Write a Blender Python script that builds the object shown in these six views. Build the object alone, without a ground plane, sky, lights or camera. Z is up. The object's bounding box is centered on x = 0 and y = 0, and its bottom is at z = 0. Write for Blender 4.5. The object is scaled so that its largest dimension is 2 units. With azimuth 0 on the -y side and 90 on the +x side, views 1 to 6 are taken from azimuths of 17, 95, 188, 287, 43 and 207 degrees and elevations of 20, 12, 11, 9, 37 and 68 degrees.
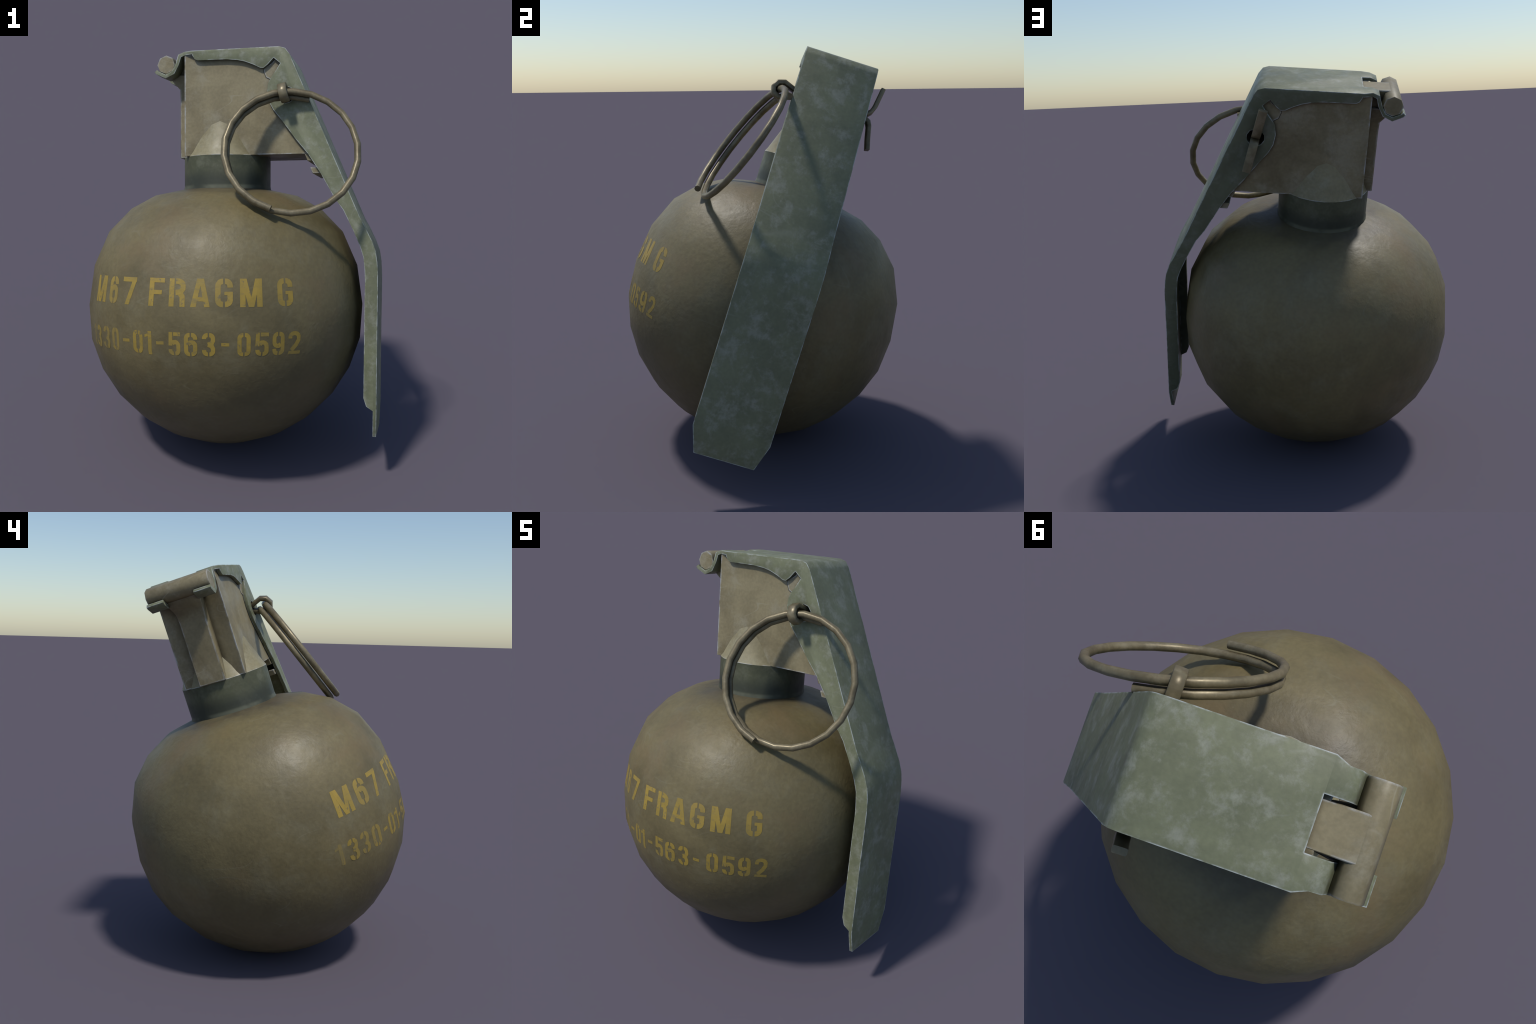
import bpy, bmesh, math
from mathutils import Vector, Matrix
from mathutils.bvhtree import BVHTree

# ---------------------------------------------------------------- frame
# local frame: x = towards the safety lever, y = across it, z = neck axis,
# origin at the centre of the round body; the whole thing leans on the ground.
AX = Vector((0.98954, 0.10570, 0.09818))
AY = Vector((-0.07102, 0.94932, -0.30617))
AZ = Vector((-0.12557, 0.29600, 0.94690))
CENTRE = Vector((-0.0830, -0.0045, 0.7070))
M = Matrix(((AX.x, AY.x, AZ.x, CENTRE.x),
            (AX.y, AY.y, AZ.y, CENTRE.y),
            (AX.z, AY.z, AZ.z, CENTRE.z),
            (0, 0, 0, 1)))

for o in list(bpy.data.objects):
    bpy.data.objects.remove(o)
col = bpy.context.scene.collection


# ---------------------------------------------------------------- materials
class Nodes:
    def __init__(self, name):
        self.mat = bpy.data.materials.new(name)
        self.mat.use_nodes = True
        self.t = self.mat.node_tree
        self.t.nodes.clear()
        self.out = self.t.nodes.new("ShaderNodeOutputMaterial")
        self.bsdf = self.t.nodes.new("ShaderNodeBsdfPrincipled")
        self.t.links.new(self.bsdf.outputs[0], self.out.inputs[0])
        self.co = self.t.nodes.new("ShaderNodeTexCoord").outputs["Object"]

    def link(self, a, b):
        self.t.links.new(a, b)

    def put(self, sock, v):
        if hasattr(v, "is_output"):
            self.link(v, sock)
        else:
            sock.default_value = v

    def mapping(self, scale=(1, 1, 1), rot=(0, 0, 0), loc=(0, 0, 0)):
        n = self.t.nodes.new("ShaderNodeMapping")
        self.link(self.co, n.inputs[0])
        n.inputs["Scale"].default_value = scale
        n.inputs["Rotation"].default_value = rot
        n.inputs["Location"].default_value = loc
        return n.outputs[0]

    def noise(self, scale, detail=5, rough=0.6, dist=0.0, vec=None):
        n = self.t.nodes.new("ShaderNodeTexNoise")
        self.link(vec or self.co, n.inputs["Vector"])
        n.inputs["Scale"].default_value = scale
        n.inputs["Detail"].default_value = detail
        n.inputs["Roughness"].default_value = rough
        n.inputs["Distortion"].default_value = dist
        return n.outputs["Fac"]

    def math(self, op, a, b=0.0, c=0.0, clamp=False):
        n = self.t.nodes.new("ShaderNodeMath")
        n.operation = op
        n.use_clamp = clamp
        self.put(n.inputs[0], a)
        self.put(n.inputs[1], b)
        self.put(n.inputs[2], c)
        return n.outputs[0]

    def range(self, v, a, b, lo=0.0, hi=1.0, smooth=True):
        n = self.t.nodes.new("ShaderNodeMapRange")
        n.interpolation_type = 'SMOOTHSTEP' if smooth else 'LINEAR'
        self.put(n.inputs["Value"], v)
        n.inputs["From Min"].default_value = a
        n.inputs["From Max"].default_value = b
        n.inputs["To Min"].default_value = lo
        n.inputs["To Max"].default_value = hi
        return n.outputs["Result"]

    def mix(self, fac, a, b, mode='MIX'):
        n = self.t.nodes.new("ShaderNodeMix")
        n.data_type = 'RGBA'
        n.blend_type = mode
        self.put(n.inputs[0], fac)
        self.put(n.inputs[6], a if hasattr(a, "is_output") else (*a, 1))
        self.put(n.inputs[7], b if hasattr(b, "is_output") else (*b, 1))
        return n.outputs[2]

    def xyz(self):
        n = self.t.nodes.new("ShaderNodeSeparateXYZ")
        self.link(self.co, n.inputs[0])
        return n.outputs

    def edge(self, radius, lo=0.02, hi=0.16):
        b = self.t.nodes.new("ShaderNodeBevel")
        b.samples = 6
        b.inputs["Radius"].default_value = radius
        g = self.t.nodes.new("ShaderNodeNewGeometry")
        d = self.t.nodes.new("ShaderNodeVectorMath")
        d.operation = 'DOT_PRODUCT'
        self.link(b.outputs[0], d.inputs[0])
        self.link(g.outputs["Normal"], d.inputs[1])
        return self.range(self.math('SUBTRACT', 1.0, d.outputs["Value"]), lo, hi)

    def bump(self, height, strength, dist=0.01, normal=None):
        n = self.t.nodes.new("ShaderNodeBump")
        n.inputs["Strength"].default_value = strength
        n.inputs["Distance"].default_value = dist
        self.link(height, n.inputs["Height"])
        if normal is not None:
            self.link(normal, n.inputs["Normal"])
        return n.outputs[0]

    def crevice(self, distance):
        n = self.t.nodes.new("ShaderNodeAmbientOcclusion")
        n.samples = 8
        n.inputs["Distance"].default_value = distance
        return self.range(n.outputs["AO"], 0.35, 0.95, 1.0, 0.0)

    def scratches(self, scale, width, rot, seed):
        """thin wandering hairlines: level lines of a stretched smooth noise"""
        v = self.mapping(scale=(1.0, 1.0, 3.0), rot=rot, loc=(seed, seed * 2.3, -seed))
        a = self.math('ABSOLUTE', self.math('SUBTRACT', self.noise(scale, 0.0, 0.5, 0.0, v), 0.5))
        line = self.range(a, width, 0.0)
        gate = self.range(self.noise(scale * 1.7, 2, 0.5, 0, self.mapping(loc=(seed * 3, 1, seed))), 0.55, 0.68)
        return self.math('MULTIPLY', line, gate)

    def finish(self, colour, rough, normal=None, metallic=0.0, spec=0.5):
        self.put(self.bsdf.inputs["Base Color"], colour)
        self.put(self.bsdf.inputs["Roughness"], rough)
        self.put(self.bsdf.inputs["Metallic"], metallic)
        self.put(self.bsdf.inputs["Specular IOR Level"], spec)
        if normal is not None:
            self.link(normal, self.bsdf.inputs["Normal"])
        return self.mat


def paint(name, base, dark, pale, pale_amount, scale, worn=None, worn_amount=0.0,
          edge_radius=0.01, rough=(0.45, 0.6), bump=0.25, grain=70, scratch=0.0,
          metallic=0.0, spec=0.35, extra=None, seed=0.0, grain_amount=0.25, crevice=0.0, dents=0.0, patch_scale=1.7, patch_range=(0.46, 0.70)):
    n = Nodes(name)
    v = n.mapping(loc=(seed, -seed, seed * 0.5))
    big = n.range(n.noise(scale, 6, 0.62, 0.4, v), 0.3, 0.7)
    c = n.mix(big, dark, base)
    patch = n.range(n.noise(scale * patch_scale, 8, 0.70, 0.15, n.mapping(loc=(seed + 3, 7, 1))), *patch_range)
    c = n.mix(n.math('MULTIPLY', patch, pale_amount), c, pale)
    fine = n.noise(grain, 3, 0.6, 0, v)
    c = n.mix(grain_amount, c, n.mix(n.range(fine, 0.3, 0.7), (0.36, 0.36, 0.36), (0.64, 0.64, 0.64)), 'OVERLAY')
    if extra:
        c = extra(n, c)
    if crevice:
        c = n.mix(n.math('MULTIPLY', n.crevice(0.045), crevice), c, tuple(k * 0.25 for k in dark))  # corner shading baked into the base colour
    if scratch:
        s = n.math('MAXIMUM', n.scratches(3.0, 0.012, (0.4, 0.2, 0.9), 1.7),
                   n.scratches(4.0, 0.012, (1.1, 0.5, 0.1), 4.1))
        c = n.mix(n.math('MULTIPLY', s, scratch), c, pale)
    if worn:
        e = n.edge(edge_radius)
        wear = n.range(n.noise(18, 4, 0.6, 0.1), 0.38, 0.62)
        e = n.math('MULTIPLY', n.math('MULTIPLY', e, wear), worn_amount)
        c = n.mix(e, c, worn)
    r = n.range(n.noise(scale * 2.2, 5, 0.6, 0.2, v), 0.3, 0.7, rough[0], rough[1])
    h = n.math('ADD', n.noise(grain * 0.45, 4, 0.6, 0, v), n.math('MULTIPLY', fine, 0.35))
    if dents:
        h = n.math('ADD', h, n.math('MULTIPLY', n.range(n.noise(11, 2, 0.5, 0.2, v), 0.36, 0.26), -dents))
    return n.finish(c, r, n.bump(h, bump, 0.006), metallic, spec)


def body_painted_shade(n, c):
    """occlusion painted dark round the foot of the neck, darker belly"""
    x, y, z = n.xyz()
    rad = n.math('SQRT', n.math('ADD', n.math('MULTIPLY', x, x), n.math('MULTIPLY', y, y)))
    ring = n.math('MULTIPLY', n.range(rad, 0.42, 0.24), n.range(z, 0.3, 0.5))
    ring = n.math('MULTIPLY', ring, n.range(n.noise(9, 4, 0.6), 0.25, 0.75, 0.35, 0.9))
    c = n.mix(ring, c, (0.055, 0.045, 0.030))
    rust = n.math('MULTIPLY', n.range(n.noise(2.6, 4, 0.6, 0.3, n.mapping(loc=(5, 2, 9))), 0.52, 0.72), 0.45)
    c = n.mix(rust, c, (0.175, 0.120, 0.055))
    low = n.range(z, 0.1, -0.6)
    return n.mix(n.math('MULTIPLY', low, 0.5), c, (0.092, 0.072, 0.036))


def far_flange_darker(n, c):
    """the flange on the far side is darker than the rest of the lever"""
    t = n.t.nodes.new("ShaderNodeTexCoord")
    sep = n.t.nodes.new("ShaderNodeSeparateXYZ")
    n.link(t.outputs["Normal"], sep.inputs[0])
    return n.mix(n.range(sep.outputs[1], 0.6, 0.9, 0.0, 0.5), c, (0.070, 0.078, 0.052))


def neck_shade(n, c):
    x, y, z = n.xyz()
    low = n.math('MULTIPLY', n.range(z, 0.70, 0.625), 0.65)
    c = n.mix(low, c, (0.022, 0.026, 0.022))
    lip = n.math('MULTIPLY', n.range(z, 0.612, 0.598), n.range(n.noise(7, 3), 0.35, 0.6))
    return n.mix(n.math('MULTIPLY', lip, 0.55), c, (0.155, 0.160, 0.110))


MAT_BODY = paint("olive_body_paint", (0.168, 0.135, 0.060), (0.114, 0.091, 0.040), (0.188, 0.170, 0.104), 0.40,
                 2.6, rough=(0.46, 0.60), bump=0.34, grain=56, dents=0.15, scratch=0.35, extra=body_painted_shade, spec=0.45)
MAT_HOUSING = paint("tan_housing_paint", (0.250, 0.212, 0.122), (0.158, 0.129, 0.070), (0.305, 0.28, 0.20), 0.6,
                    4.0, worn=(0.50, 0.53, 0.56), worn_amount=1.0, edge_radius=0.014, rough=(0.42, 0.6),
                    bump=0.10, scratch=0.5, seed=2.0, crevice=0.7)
MAT_COLLAR = paint("lighter_tan_collar", (0.258, 0.226, 0.130), (0.200, 0.172, 0.096), (0.30, 0.285, 0.20), 0.6,  # housing tan, slightly lighter on the bulge
                   5.0, worn=(0.50, 0.53, 0.56), worn_amount=0.6, edge_radius=0.008, rough=(0.42, 0.6),
                   bump=0.10, seed=3.0)
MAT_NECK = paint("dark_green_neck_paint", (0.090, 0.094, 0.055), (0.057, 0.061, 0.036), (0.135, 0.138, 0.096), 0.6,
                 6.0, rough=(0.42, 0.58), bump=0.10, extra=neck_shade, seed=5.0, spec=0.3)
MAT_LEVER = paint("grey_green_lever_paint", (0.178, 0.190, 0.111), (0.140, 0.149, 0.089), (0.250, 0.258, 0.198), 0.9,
                  6.0, worn=(0.66, 0.71, 0.73), worn_amount=0.85, edge_radius=0.0095, rough=(0.42, 0.58), spec=0.38,  # edge colour also brightened for the glint along the lever's rim
                  bump=0.10, seed=8.0, crevice=0.35, grain_amount=0.2, patch_scale=2.2, scratch=0.3, extra=far_flange_darker)
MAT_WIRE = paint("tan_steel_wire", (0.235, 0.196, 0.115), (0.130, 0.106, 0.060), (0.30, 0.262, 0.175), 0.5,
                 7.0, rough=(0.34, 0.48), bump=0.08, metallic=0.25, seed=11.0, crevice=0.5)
MAT_DARK = paint("near_black_gap", (0.02, 0.02, 0.018), (0.014, 0.014, 0.012), (0.03, 0.03, 0.03), 0.2, 8.0, seed=1.0)


def marking_paint():
    n = Nodes("worn_yellow_marking_paint")
    y = n.mix(n.range(n.noise(14, 5, 0.6), 0.3, 0.7), (0.345, 0.235, 0.040), (0.270, 0.190, 0.036))
    faded = n.range(n.noise(3.2, 3, 0.5, 0.0, n.mapping(loc=(2.2, 0, 4.0))), 0.46, 0.70, 0.0, 0.42)
    streak = n.range(n.noise(24, 5, 0.7, 0.6, n.mapping(scale=(0.7, 0.7, 2.6))), 0.50, 0.68, 0.0, 0.55)
    c = n.mix(n.math('MAXIMUM', faded, streak), y, (0.160, 0.134, 0.072))
    chips = n.range(n.noise(30, 4, 0.7, 0.3, n.mapping(loc=(9, 1, 3))), 0.59, 0.67, 0.0, 0.85)
    c = n.mix(chips, c, (0.140, 0.118, 0.068))
    x, yy, z = n.xyz()
    first = n.math('MULTIPLY', n.range(x, -0.522, -0.545), n.range(z, 0.0, -0.05))
    c = n.mix(n.math('MULTIPLY', first, n.range(n.noise(18, 4, 0.6), 0.3, 0.6, 0.35, 0.8)), c, (0.150, 0.126, 0.066))
    return n.finish(c, 0.55, n.bump(n.noise(60, 3, 0.6), 0.2, 0.004), 0.0, 0.4)


MAT_MARK = marking_paint()

# ---------------------------------------------------------------- helpers
root = bpy.data.objects.new("hand_grenade", None)
root.empty_display_size = 0.3
root.location = (CENTRE.x, CENTRE.y, 0)
root["label"] = "round olive hand grenade with green safety lever and pull ring"
root["category"] = "hand grenade"
col.objects.link(root)
ROOT_INV = Matrix.Translation(-root.location)


def add(name, me, mat, parent=root, smooth=35):
    for p in me.polygons:
        p.use_smooth = True
    me.set_sharp_from_angle(angle=math.radians(smooth))
    me.materials.append(mat)
    o = bpy.data.objects.new(name, me)
    col.objects.link(o)
    o.parent = parent
    o.matrix_local = ROOT_INV @ M if parent is root else Matrix.Identity(4)
    return o


def to_mesh(bm, name="part"):
    me = bpy.data.meshes.new(name)
    bm.to_mesh(me)
    bm.free()
    return me


def apply_mods(me, *mods):
    """run modifiers (type, settings) over a mesh and return the result"""
    o = bpy.data.objects.new("helper", me)
    col.objects.link(o)
    for kind, settings in mods:
        m = o.modifiers.new(kind, kind)
        for k, v in settings.items():
            setattr(m, k, v)
    dg = bpy.context.evaluated_depsgraph_get()
    dg.update()
    res = bpy.data.meshes.new_from_object(o.evaluated_get(dg))
    bpy.data.objects.remove(o)
    return res


def bevel(width, angle=45, segments=2):
    return ("BEVEL", dict(width=width, segments=segments, limit_method='ANGLE', angle_limit=math.radians(angle),
                          use_clamp_overlap=True, miter_outer='MITER_ARC'))


def prism(bm, profile, y0, y1):
    """extrude an (x, z) outline across the y axis"""
    a = [bm.verts.new((x, y0, z)) for x, z in profile]
    b = [bm.verts.new((x, y1, z)) for x, z in profile]
    n = len(profile)
    bm.faces.new(a)
    bm.faces.new(b[::-1])
    for i in range(n):
        bm.faces.new((a[i], b[i], b[(i + 1) % n], a[(i + 1) % n]))


def loft(bm, sections, closed=True, caps=True):
    rings = [[bm.verts.new(p) for p in s] for s in sections]
    n = len(rings[0])
    for r, s in zip(rings, rings[1:]):
        for i in range(n if closed else n - 1):
            bm.faces.new((r[i], r[(i + 1) % n], s[(i + 1) % n], s[i]))
    if caps:
        bm.faces.new(rings[0][::-1])
        bm.faces.new(rings[-1])


def lathe(bm, profile, n, centre=(0, 0), phase=0.0, cap_start=False, cap_end=False):
    secs = []
    for r, z in profile:
        secs.append([(centre[0] + r * math.cos(phase + 2 * math.pi * i / n),
                      centre[1] + r * math.sin(phase + 2 * math.pi * i / n), z) for i in range(n)])
    rings = [[bm.verts.new(p) for p in s] for s in secs]
    for r, s in zip(rings, rings[1:]):
        for i in range(n):
            bm.faces.new((r[i], r[(i + 1) % n], s[(i + 1) % n], s[i]))
    if cap_start:
        bm.faces.new(rings[0][::-1])
    if cap_end:
        bm.faces.new(rings[-1])
    return rings


# ---------------------------------------------------------------- round body
R = 0.707
prof = []
for k in range(6, 0, -1):                       # lower half: even steps of latitude
    a = math.radians(90 / 7 * k)
    prof.append(((R + 0.002) * math.cos(a), -(R + 0.003) * math.sin(a)))
prof += [(0.703, 0.012), (0.6765, 0.207), (0.6035, 0.374), (0.4935, 0.488), (0.371, 0.556), (0.225, 0.588),
         (0.16, 0.592)]                         # upper half: shoulders flattened towards the neck
bm = bmesh.new()
rings = lathe(bm, prof, 24, cap_end=True)
pole = bm.verts.new((0, 0, -R - 0.003))
for i in range(24):
    bm.faces.new((pole, rings[0][(i + 1) % 24], rings[0][i]))
bmesh.ops.recalc_face_normals(bm, faces=bm.faces)
body_tree = BVHTree.FromBMesh(bm)
body = add("body", to_mesh(bm), MAT_BODY, smooth=180)

# ---------------------------------------------------------------- stencilled markings on the body
S1, S2 = 2.0, 1.55          # stroke widths in degrees for the two lines


def stroke(pts, s):
    """mitred stroke along a polyline -> list of quads"""
    P = [Vector(p) for p in pts]
    left, right = [], []
    for i, p in enumerate(P):
        d0 = (P[i] - P[i - 1]).normalized() if i else (P[1] - P[0]).normalized()
        d1 = (P[i + 1] - P[i]).normalized() if i < len(P) - 1 else d0
        n0, n1 = Vector((-d0.y, d0.x)), Vector((-d1.y, d1.x))
        m = (n0 + n1).normalized()
        k = s / 2 / max(m.dot(n0), 0.5)
        left.append(p + m * k)
        right.append(p - m * k)
    return [(left[i], right[i], right[i + 1], left[i + 1]) for i in range(len(P) - 1)]


def arc(cx, cy, rx, ry, a0, a1, n=4):
    return [(cx + rx * math.cos(math.radians(a0 + (a1 - a0) * i / n)),
             cy + ry * math.sin(math.radians(a0 + (a1 - a0) * i / n))) for i in range(n + 1)]


def glyph(ch, w, h, s):
    L, Rt, B, T, m, cx = s / 2, w - s / 2, s / 2, h - s / 2, h / 2, w / 2
    g = 0.055 * w                    # half width of the stencil bridge
    q = w / 2 - s / 2 - g            # corner radius across
    v = min(q * 1.25, 0.155 * h)     # corner radius up
    out = []

    def st(*parts, width=s):
        pts = []
        for p in parts:
            pts += p if isinstance(p, list) else [p]
        out.append(stroke(pts, width))

    def quad(a, b, c, d):
        out.append([tuple(Vector(p) for p in (a, b, c, d))])

    e = 0.04 * w                     # short straight run so that the cuts at the bridge stay upright
    lt = [(cx - g, T)] + arc(cx - g - e, T - v, q - e, v, 90, 180, 5)   # upper left corner, from the bridge down
    lb = arc(cx - g - e, B + v, q - e, v, 180, 270, 5) + [(cx - g, B)]
    rt = [(cx + g, T)] + arc(cx + g + e, T - v, q - e, v, 90, 0, 5)
    rb = arc(cx + g + e, B + v, q - e, v, 0, -90, 5) + [(cx + g, B)]
    if ch == '0':
        st(lt, lb)
        st(rt, rb)
    elif ch == '1':
        quad((w - s, 0), (w, 0), (w, h), (w - s, h))
        quad((0.02 * w, h * 0.84), (w - s - 0.03 * w, h * 0.90), (w - s - 0.03 * w, h * 0.78), (0.02 * w, h * 0.72))
    elif ch == '2':
        st([(L, h * 0.68), (L, T - v * .9)], arc(cx, T - v, cx - L, v, 150, 30, 5),
           [(Rt, T - v * .9), (Rt, h * 0.62), (w * 0.66, h * 0.42), (w * 0.26, h * 0.17)])
        quad((0, 0), (w, 0), (w, s * 0.82), (w * 0.04, s * 0.82))
    elif ch == '3':
        st(lt, [(L, h * 0.74)])
        st(rt, [(Rt, m + v * 1.1), (Rt - q * .35, m + v * .35), (cx - g, m)])
        st([(cx - g, m), (Rt - q * .35, m - v * .35), (Rt, m - v * 1.1)], rb)
        st([(L, h * 0.28)], lb)
    elif ch == '5':
        quad((0, h * 0.42), (s, h * 0.42), (s * 1.04, h), (s * 0.12, h))
        quad((s * 1.25, h - s * 0.9), (w, h - s * 0.9), (w, h), (s * 1.25, h))
        st([(s * 1.02, h * 0.50)], arc(cx + g, h * 0.585 - v, q, v, 110, 0), rb)
        st([(L, h * 0.27)], lb)
    elif ch == '6':
        st(lt, lb)
        st(rt, [(Rt, h * 0.71)])
        st([(s * 1.05, h * 0.52)], arc(cx + g, h * 0.60 - v, q, v, 105, 0), rb)
    elif ch == '9':
        flip = glyph('6', w, h, s)
        return [[tuple(Vector((w - p.x, h - p.y)) for p in qd) for qd in part] for part in flip]
    elif ch == '7':
        quad((0, h - s * 0.85), (w, h - s * 0.85), (w, h), (0, h))
        quad((w * 0.24, 0), (w * 0.24 + s * 1.02, 0), (w, h * 0.9), (w - s * 1.05, h * 0.9))
    elif ch == '-':
        quad((0, 0), (w, 0), (w, h), (0, h))
    elif ch == 'M':
        quad((0, 0), (s, 0), (s, h), (0, h))
        quad((w - s, 0), (w, 0), (w, h), (w - s, h))
        quad((cx - s * .5, 0), (cx + s * .42, 0), (s * 1.25, h), (s * .3, h))
        quad((cx - s * .42, 0), (cx + s * .5, 0), (w - s * .3, h), (w - s * 1.25, h))
    elif ch == 'F':
        quad((0, 0), (s, 0), (s, h), (0, h))
        quad((s * .9, h - s * .8), (w, h - s * .8), (w, h), (s * .9, h))
        quad((s * .9, h * .42), (w * .84, h * .42), (w * .84, h * .42 + s * .78), (s * .9, h * .42 + s * .78))
    elif ch == 'R':
        quad((0, 0), (s, 0), (s, h), (0, h))
        x0 = s + 0.09 * w
        q2 = (Rt - x0) * 0.8
        st([(x0, T)], arc(Rt - q2, T - v, q2, v, 90, 0), [(Rt, m + v * .9), (Rt - q2 * .4, m + s * .1),
                                                         (x0, m)])
        st([(Rt - q2 * .5, m - s * .1), (Rt - q2 * .1, m - s * .75), (Rt - q2 * .05, 0)])
    elif ch == 'A':
        quad((0, 0), (s, 0), (cx + s * .25, h), (cx - s * .62, h))
        quad((w - s, 0), (w, 0), (cx + s * .62, h), (cx - s * .25, h))
        quad((s * .9, h * .2), (w - s * .9, h * .2), (w - s * 1.1, h * .2 + s * .75), (s * 1.1, h * .2 + s * .75))
    elif ch == 'G':
        st(lt, lb)
        st(rt, [(Rt, h * 0.68)])
        st([(Rt, h * 0.54)], rb)
        quad((w * .52, h * .42), (w - s * .9, h * .42), (w - s * .9, h * .54), (w * .52, h * .54))
    return out


def paint_on_body(name, ch, lon, lat, w, h, s):
    """lay a glyph on the body: longitude / latitude in degrees of its lower left corner"""
    bm = bmesh.new()
    for layer, part in enumerate(glyph(ch, w, h, s)):
        lift = 0.0007 + 0.00015 * layer
        cache = {}

        def vert(p):
            key = (round(p.x, 4), round(p.y, 4))
            if key not in cache:
                a, b = math.radians(lon + p.x), math.radians(lat + p.y)
                d = Vector((math.sin(a) * math.cos(b), -math.cos(a) * math.cos(b), math.sin(b)))
                hit = body_tree.ray_cast(d * 2, -d)[0]
                cache[key] = bm.verts.new(hit + d * lift)
            return cache[key]
        for (a, b, c, d) in part:
            nu = max(1, math.ceil(max((b - a).length, (c - d).length) / 0.4))
            nv = max(1, math.ceil(max((d - a).length, (c - b).length) / 0.4))

            def at(i, j):
                u, t = i / nu, j / nv
                return (a.lerp(b, u)).lerp(d.lerp(c, u), t)
            for i in range(nu):
                for j in range(nv):
                    vs = [vert(at(i, j)), vert(at(i + 1, j)), vert(at(i + 1, j + 1)), vert(at(i, j + 1))]
                    if len(set(vs)) == 4:
                        try:
                            f = bm.faces.new(vs)
                        except ValueError:
                            continue
                        f.normal_update()
                        if f.normal.dot(f.calc_center_median()) < 0:
                            f.normal_flip()
    me = apply_mods(to_mesh(bm), ("SOLIDIFY", dict(thickness=0.0005, offset=-1)))
    o = add(name, me, MAT_MARK, parent=body, smooth=180)
    me.normals_split_custom_set_from_vertices([v.co.normalized() for v in me.vertices])
    return o


LINE_1 = [('M', -48.9, 8.5), ('6', -37.6, 5.9), ('7', -28.8, 6.9), ('F', -15.3, 6.2), ('R', -7.1, 6.5),
          ('A', 1.3, 7.1), ('G', 10.3, 6.4), ('M', 19.3, 8.2), ('G', 33.4, 6.3)]
LINE_2 = [('1', -54.3, 3.2), ('3', -48.6, 4.6), ('3', -42.2, 4.6), ('0', -35.6, 4.8), ('-', -28.4, 3.3),
          ('0', -23.2, 4.8), ('1', -17.4, 3.2), ('-', -12.3, 3.0), ('5', -7.3, 4.7), ('6', -1.1, 4.9),
          ('3', 5.5, 4.8), ('-', 12.5, 2.9), ('0', 18.3, 4.9), ('5', 24.9, 4.9), ('9', 31.3, 4.9), ('2', 37.8, 5.0)]
for ch, lon, w in LINE_1:
    paint_on_body("painted_digit" if ch.isdigit() else "painted_letter", ch, lon, 3.45, w, 10.2, S1)
for ch, lon, w in LINE_2:
    if ch == '-':
        paint_on_body("painted_dash", ch, lon, -10.5, w, 1.15, S2)
    else:
        paint_on_body("painted_digit", ch, lon, -14.3, w, 8.5, S2)

# ---------------------------------------------------------------- neck
NX = 0.0055
NR = 0.2226
bm = bmesh.new()
lathe(bm, [(NR + 0.004, 0.572), (NR + 0.003, 0.590), (NR, 0.603), (NR, 0.7512)], 32, centre=(NX, 0),
      cap_start=True)
add("neck", to_mesh(bm), MAT_NECK, smooth=60)

# ---------------------------------------------------------------- fuze housing
HB = 0.158                      # half width
lever_x = lambda z: 0.360 + (1.235 - z) * 0.4345      # outer line of the lever's slope
front = lambda z: lever_x(z) - 0.032


def section(z, fx):
    return [(-0.178, -HB, z), (fx, -HB, z), (fx, HB, z), (-0.178, HB, z), (-0.160, 0.064, z), (-0.160, -0.064, z)]


bm = bmesh.new()
loft(bm, [section(0.7525, 0.433), section(0.7535, front(0.7535)), section(1.20, front(1.20) - 0.004), section(1.2582, 0.30)])
bmesh.ops.recalc_face_normals(bm, faces=bm.faces)
box = to_mesh(bm)
bm = bmesh.new()
prism(bm, [(0.343 + 0.0445 * math.cos(i * math.pi / 6), 1.038 + 0.0425 * math.sin(i * math.pi / 6)) for i in range(12)],
      -0.3, 0.3)
bmesh.ops.recalc_face_normals(bm, faces=bm.faces)
cutter = bpy.data.objects.new("helper_cutter", to_mesh(bm))
col.objects.link(cutter)
box = apply_mods(box, ("BOOLEAN", dict(object=cutter, operation='DIFFERENCE', solver='EXACT')), bevel(0.0035, 40, 1))
bpy.data.objects.remove(cutter)
housing = add("fuze_housing", box, MAT_HOUSING)

# collar cone that bulges out of the flat sides above the neck
bm = bmesh.new()
lathe(bm, [(NR - 0.004, 0.7512), (NR + 0.0006, 0.7516), (0.2125, 0.772), (0.1900, 0.832), (0.1715, 0.881), (0.1640, 0.906),
           (0.1580, 0.924), (0.1500, 0.945)], 24,
      centre=(NX, 0), cap_end=True)
add("housing_collar", to_mesh(bm), MAT_COLLAR, parent=housing, smooth=40)

# rib on the back that rises into the hinge, and the strap over the top
bm = bmesh.new()


def rib_section(z, back, half_back, half_front=0.066, fx=-0.150):
    return [(fx, -half_front, z), (fx, half_front, z), (back, half_back, z), (back, -half_back, z)]


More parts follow.
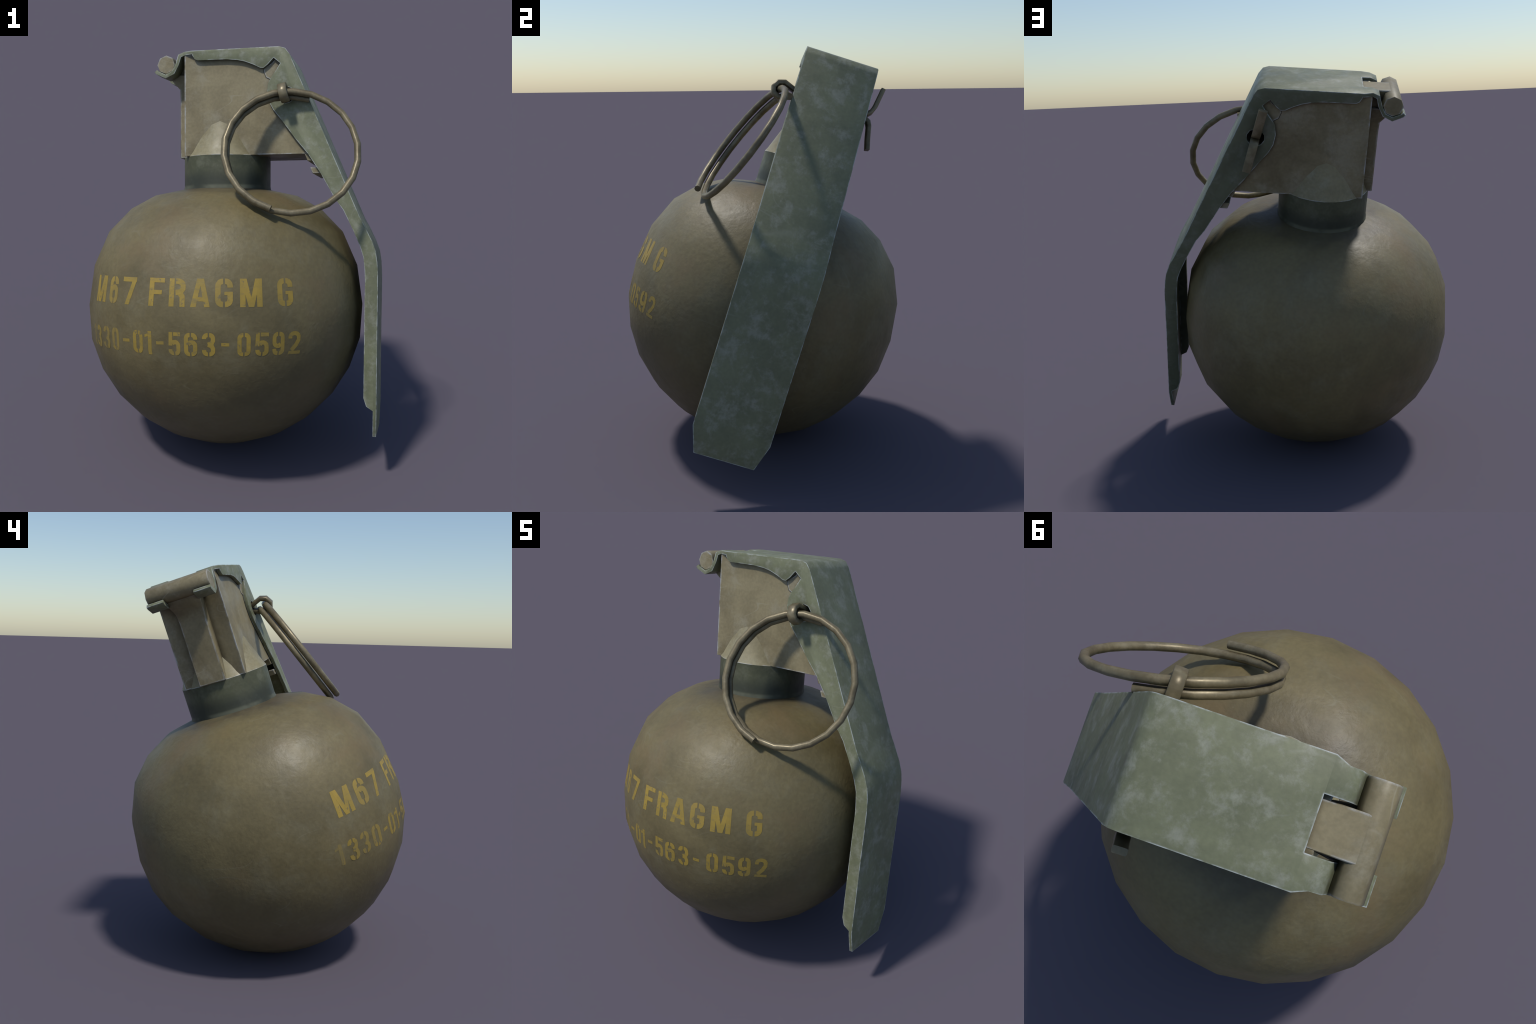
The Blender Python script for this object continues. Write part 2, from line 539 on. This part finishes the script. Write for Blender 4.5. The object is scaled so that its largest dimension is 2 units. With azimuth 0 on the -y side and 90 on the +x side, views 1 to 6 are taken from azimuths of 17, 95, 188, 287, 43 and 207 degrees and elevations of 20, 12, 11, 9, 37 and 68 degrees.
loft(bm, [rib_section(0.7518, -0.229, 0.068), rib_section(1.060, -0.229, 0.067), rib_section(1.105, -0.231, 0.069),
          rib_section(1.130, -0.252, 0.074, 0.067), rib_section(1.155, -0.275, 0.084, 0.068),
          rib_section(1.178, -0.282, 0.092, 0.068)])
bmesh.ops.recalc_face_normals(bm, faces=bm.faces)
add("hinge_rib", apply_mods(to_mesh(bm), bevel(0.004, 60, 1)), MAT_HOUSING, parent=housing, smooth=40)
bm = bmesh.new()
prism(bm, [(-0.02, 1.2515), (-0.02, 1.2600), (-0.274, 1.2600), (-0.274, 1.17), (-0.15, 1.17), (-0.15, 1.2515)],
      -0.0655, 0.0655)
bmesh.ops.recalc_face_normals(bm, faces=bm.faces)
add("hinge_strap", apply_mods(to_mesh(bm), bevel(0.003, 60, 1)), MAT_HOUSING, parent=housing, smooth=40)

# small raised boss behind the lever's notch, on both sides, with a dark gap round it
BOSS = [(0.232, 1.177), (0.229, 1.160), (0.241, 1.130), (0.258, 1.121), (0.30, 1.10), (0.36, 1.13), (0.34, 1.19),
        (0.30, 1.236), (0.27, 1.20)]
bx = sum(p[0] for p in BOSS) / len(BOSS)
bz = sum(p[1] for p in BOSS) / len(BOSS)
for sgn in (-1, 1):
    bm = bmesh.new()
    grow = [(bx + (x - bx) * 1.045, bz + (z - bz) * 1.045) for x, z in BOSS]
    prism(bm, grow, sgn * 0.150, sgn * 0.1588)
    bmesh.ops.recalc_face_normals(bm, faces=bm.faces)
    add("boss_gap", to_mesh(bm), MAT_DARK, parent=housing)
    bm = bmesh.new()
    prism(bm, BOSS, sgn * 0.150, sgn * 0.1608)
    bmesh.ops.recalc_face_normals(bm, faces=bm.faces)
    add("housing_boss", apply_mods(to_mesh(bm), bevel(0.002, 40, 1)), MAT_HOUSING, parent=housing)

# two catches under the front of the housing, behind the lever
for pts in ([(0.4325, 0.7522), (0.446, 0.717), (front(0.717), 0.717), (front(0.752), 0.7522)],
            [(0.4595, 0.686), (0.4712, 0.6555), (front(0.6555), 0.6555), (front(0.686), 0.686)]):
    bm = bmesh.new()
    prism(bm, pts, -HB + 0.0004, HB - 0.0004)
    bmesh.ops.recalc_face_normals(bm, faces=bm.faces)
    add("lever_catch", apply_mods(to_mesh(bm), bevel(0.0025, 40, 1)), MAT_HOUSING, parent=housing)

# hinge pin
bm = bmesh.new()
secs = []
for y, k in ((-0.1575, 0.955), (-0.1535, 1), (0.1535, 1), (0.1575, 0.955)):
    secs.append([(-0.2755 + 0.0475 * k * math.cos(math.radians(45 * i)), y,
                  1.2163 + 0.0475 * k * math.sin(math.radians(45 * i))) for i in range(8)])
loft(bm, secs)
bmesh.ops.recalc_face_normals(bm, faces=bm.faces)
add("hinge_pin", to_mesh(bm), MAT_HOUSING, smooth=50)

# ---------------------------------------------------------------- safety lever (pressed sheet: web, two flanges, hooks)
HW = 0.1778
T = 0.017
HOOK = [(-0.3225, 1.1915), (-0.316, 1.184), (-0.277, 1.1665), (-0.244, 1.1815), (-0.2235, 1.2195),
        (-0.2105, 1.263), (-0.178, 1.2755), (-0.138, 1.2750)]
SPINE = [(-0.138, 1.2750), (0.08, 1.2750), (0.309, 1.2750), (0.339, 1.2652), (0.360, 1.2370), (0.388, 1.1725),
         (0.433, 1.0665), (0.560, 0.7725), (0.701, 0.4460), (0.7280, 0.3960), (0.7610, 0.3270), (0.7785, 0.2780),
         (0.7865, 0.2280), (0.7902, 0.1680), (0.7902, 0.0800), (0.7875, -0.1090), (0.7853, -0.5000)]
INNER = [(-0.1345, 1.266), (-0.130, 1.250), (-0.120, 1.234), (-0.105, 1.2265), (0.040, 1.2250), (0.098, 1.2190),
         (0.138, 1.2095), (0.180, 1.1930), (0.214, 1.1755), (0.231, 1.1740), (0.252, 1.1900), (0.2815, 1.2215),
         (0.3150, 1.1930), (0.289, 1.1530), (0.268, 1.1250), (0.2545, 1.0975), (0.2498, 1.0550), (0.2590, 1.0080),
         (0.2800, 0.9690), (0.330, 0.9060), (0.392, 0.8220), (0.452, 0.7500), (0.515, 0.6530), (0.580, 0.5370),
         (0.623, 0.4780), (0.6715, 0.3790), (0.7050, 0.3000), (0.7210, 0.2480), (0.7275, 0.1800), (0.7290, 0.1300),
         (0.7275, 0.0600), (0.7240, -0.2600), (0.7235, -0.4280), (0.7370, -0.4680), (0.7770, -0.4950)]
TIP = (0.7815, -0.6220)
MIDY = 0.076


def inset(points, d):
    """shift a profile line sideways, towards the inside of the lever"""
    res = []
    for k, p in enumerate(points):
        p = Vector(p)
        d0 = (p - Vector(points[k - 1])).normalized() if k else (Vector(points[1]) - p).normalized()
        d1 = (Vector(points[k + 1]) - p).normalized() if k < len(points) - 1 else d0
        n0, n1 = Vector((d0.y, -d0.x)), Vector((d1.y, -d1.x))
        m = (n0 + n1).normalized()
        res.append(p + m * (d / max(m.dot(n0), 0.5)))
    return res


# the web: a sheet with a slot for the hinge strap, bent along the spine, tapering at the tip
bm = bmesh.new()
rows = [[bm.verts.new((x, y, z)) for y in (-HW, -MIDY, MIDY, HW)] for x, z in SPINE]
rows.append([bm.verts.new((TIP[0], y, TIP[1])) for y in (-0.1394, -MIDY, MIDY, 0.1394)])
for a, b in zip(rows, rows[1:]):
    for i in range(3):
        bm.faces.new((a[i], a[i + 1], b[i + 1], b[i]))
for sg, (inner, edge) in {-1: (1, 0), 1: (2, 3)}.items():
    prev = (rows[0][inner], rows[0][edge])
    for x, z in HOOK[-2::-1]:
        cur = (bm.verts.new((x, sg * MIDY, z)), bm.verts.new((x, sg * 0.161, z)))
        bm.faces.new((prev[0], cur[0], cur[1], prev[1]))
        prev = cur
bmesh.ops.recalc_face_normals(bm, faces=bm.faces)
bm.faces.ensure_lookup_table()
top = max(bm.faces, key=lambda f: f.calc_center_median().z)
if top.normal.z < 0:
    bmesh.ops.reverse_faces(bm, faces=bm.faces)
web = apply_mods(to_mesh(bm), ("SOLIDIFY", dict(thickness=T, offset=-1, use_even_offset=True)))
# the two flanges, with their scalloped edge and the hole for the split pin, welded to the web
outer = inset(SPINE, T * 0.5)
outer[0] = Vector((-0.1345, outer[0].y))
outer[-1] = Vector((0.7770, -0.4950))
flange = [tuple(p) for p in outer] + INNER[-2:0:-1] + [INNER[0]]
HOLE = [(0.343 + 0.0425 * math.cos(2 * math.pi * i / 10 + 0.3), 1.0385 + 0.0405 * math.sin(2 * math.pi * i / 10 + 0.3))
        for i in range(10)]


def temp(profile, y0, y1):
    bm = bmesh.new()
    prism(bm, profile, y0, y1)
    bmesh.ops.recalc_face_normals(bm, faces=bm.faces)
    o = bpy.data.objects.new("helper_solid", to_mesh(bm))
    col.objects.link(o)
    return o


parts = [temp(flange, -HW, -HW + T), temp(flange, HW - T, HW), temp(HOLE, -0.3, 0.3)]
lever_me = apply_mods(web, ("BOOLEAN", dict(object=parts[0], operation='UNION', solver='EXACT')),
                      ("BOOLEAN", dict(object=parts[1], operation='UNION', solver='EXACT')),
                      ("BOOLEAN", dict(object=parts[2], operation='DIFFERENCE', solver='EXACT')))
for o in parts:
    bpy.data.objects.remove(o)
bm = bmesh.new()
bm.from_mesh(lever_me)
bmesh.ops.remove_doubles(bm, verts=bm.verts, dist=0.0003)
bmesh.ops.dissolve_limit(bm, angle_limit=math.radians(0.5), verts=bm.verts, edges=bm.edges)
lever_me = apply_mods(to_mesh(bm), bevel(0.004, 62, 2))
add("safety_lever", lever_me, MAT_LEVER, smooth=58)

# ---------------------------------------------------------------- pull ring: one and a half turns of wire
RC = Vector((0.398, -0.3334, 0.7465))
RN = Vector((0.2124, -1, 0.3838)).normalized()
E1 = (Vector((1, 0, 0)) - RN * RN.x).normalized()
E2 = RN.cross(E1)
if E2.z < 0:
    E2 = -E2
WIRE = 0.0163


def coil(deg):
    t = math.radians(deg)
    k = t / (2 * math.pi) - 1
    r = 0.3115 + 0.0076 * k
    return RC + (E1 * math.cos(t) + E2 * math.sin(t)) * r + RN * (0.0360 * k)


def tube(bm, pts, radius, sides):
    P = [Vector(p) for p in pts]
    secs = []
    for i, p in enumerate(P):
        a = P[max(i - 1, 0)]
        b = P[min(i + 1, len(P) - 1)]
        d = (b - a).normalized()
        u = RN - d * RN.dot(d)
        u.normalize()
        w = d.cross(u)
        secs.append([p + (u * math.cos(2 * math.pi * j / sides) + w * math.sin(2 * math.pi * j / sides)) * radius
                     for j in range(sides)])
    loft(bm, secs)


bm = bmesh.new()
START, END, N = 77.0, 616.0, 33
tube(bm, [coil(START + (END - START) * i / N) for i in range(N + 1)], WIRE, 8)
bmesh.ops.recalc_face_normals(bm, faces=bm.faces)
add("pull_ring", to_mesh(bm), MAT_WIRE, smooth=60)

# ---------------------------------------------------------------- split pin: loop round the ring, legs bent apart behind
PC = Vector((0.343, 0, 1.036))
PW = Vector((0.974, 0, 0.224))      # across the strip
PD = Vector((-0.224, 0, 0.974))     # up the lever


def strip(bm, path, half, thick):
    """flat half-round strip; path in (y, height) of the pin's own plane"""
    P = [Vector(p) for p in path]
    secs = []
    for i, p in enumerate(P):
        d0 = (P[i] - P[i - 1]).normalized() if i else (P[1] - P[0]).normalized()
        d1 = (P[i + 1] - P[i]).normalized() if i < len(P) - 1 else d0
        m = (Vector((-d0.y, d0.x)) + Vector((-d1.y, d1.x))).normalized()
        m *= thick / 2 / max(m.dot(Vector((-d0.y, d0.x))), 0.6)
        sec = []
        for sw, st in ((-1, -0.6), (-0.86, -1), (0.86, -1), (1, -0.6), (1, 0.6), (0.86, 1), (-0.86, 1), (-1, 0.6)):
            q = p + m * st
            sec.append(PC + PW * (half * sw) + Vector((0, q.x, 0)) + PD * q.y)
        secs.append(sec)
    loft(bm, secs)


bm = bmesh.new()
upper = [(0.231, 0.156), (0.216, 0.060), (0.204, 0.030), (0.188, 0.014), (0.150, 0.009), (0.0, 0.009)]
loop = [(-0.150, 0.010), (-0.185, 0.024), (-0.228, 0.041), (-0.258, 0.032), (-0.2745, 0.004), (-0.2655, -0.022),
        (-0.240, -0.036), (-0.205, -0.022), (-0.170, -0.010), (-0.150, -0.010)]
lower = [(0.0, -0.010), (0.150, -0.010), (0.188, -0.012), (0.203, -0.020), (0.2125, -0.040), (0.224, -0.100),
         (0.2365, -0.152)]
strip(bm, upper + loop + lower, 0.0210, 0.021)
bmesh.ops.recalc_face_normals(bm, faces=bm.faces)
add("split_pin", to_mesh(bm), MAT_WIRE, smooth=66)
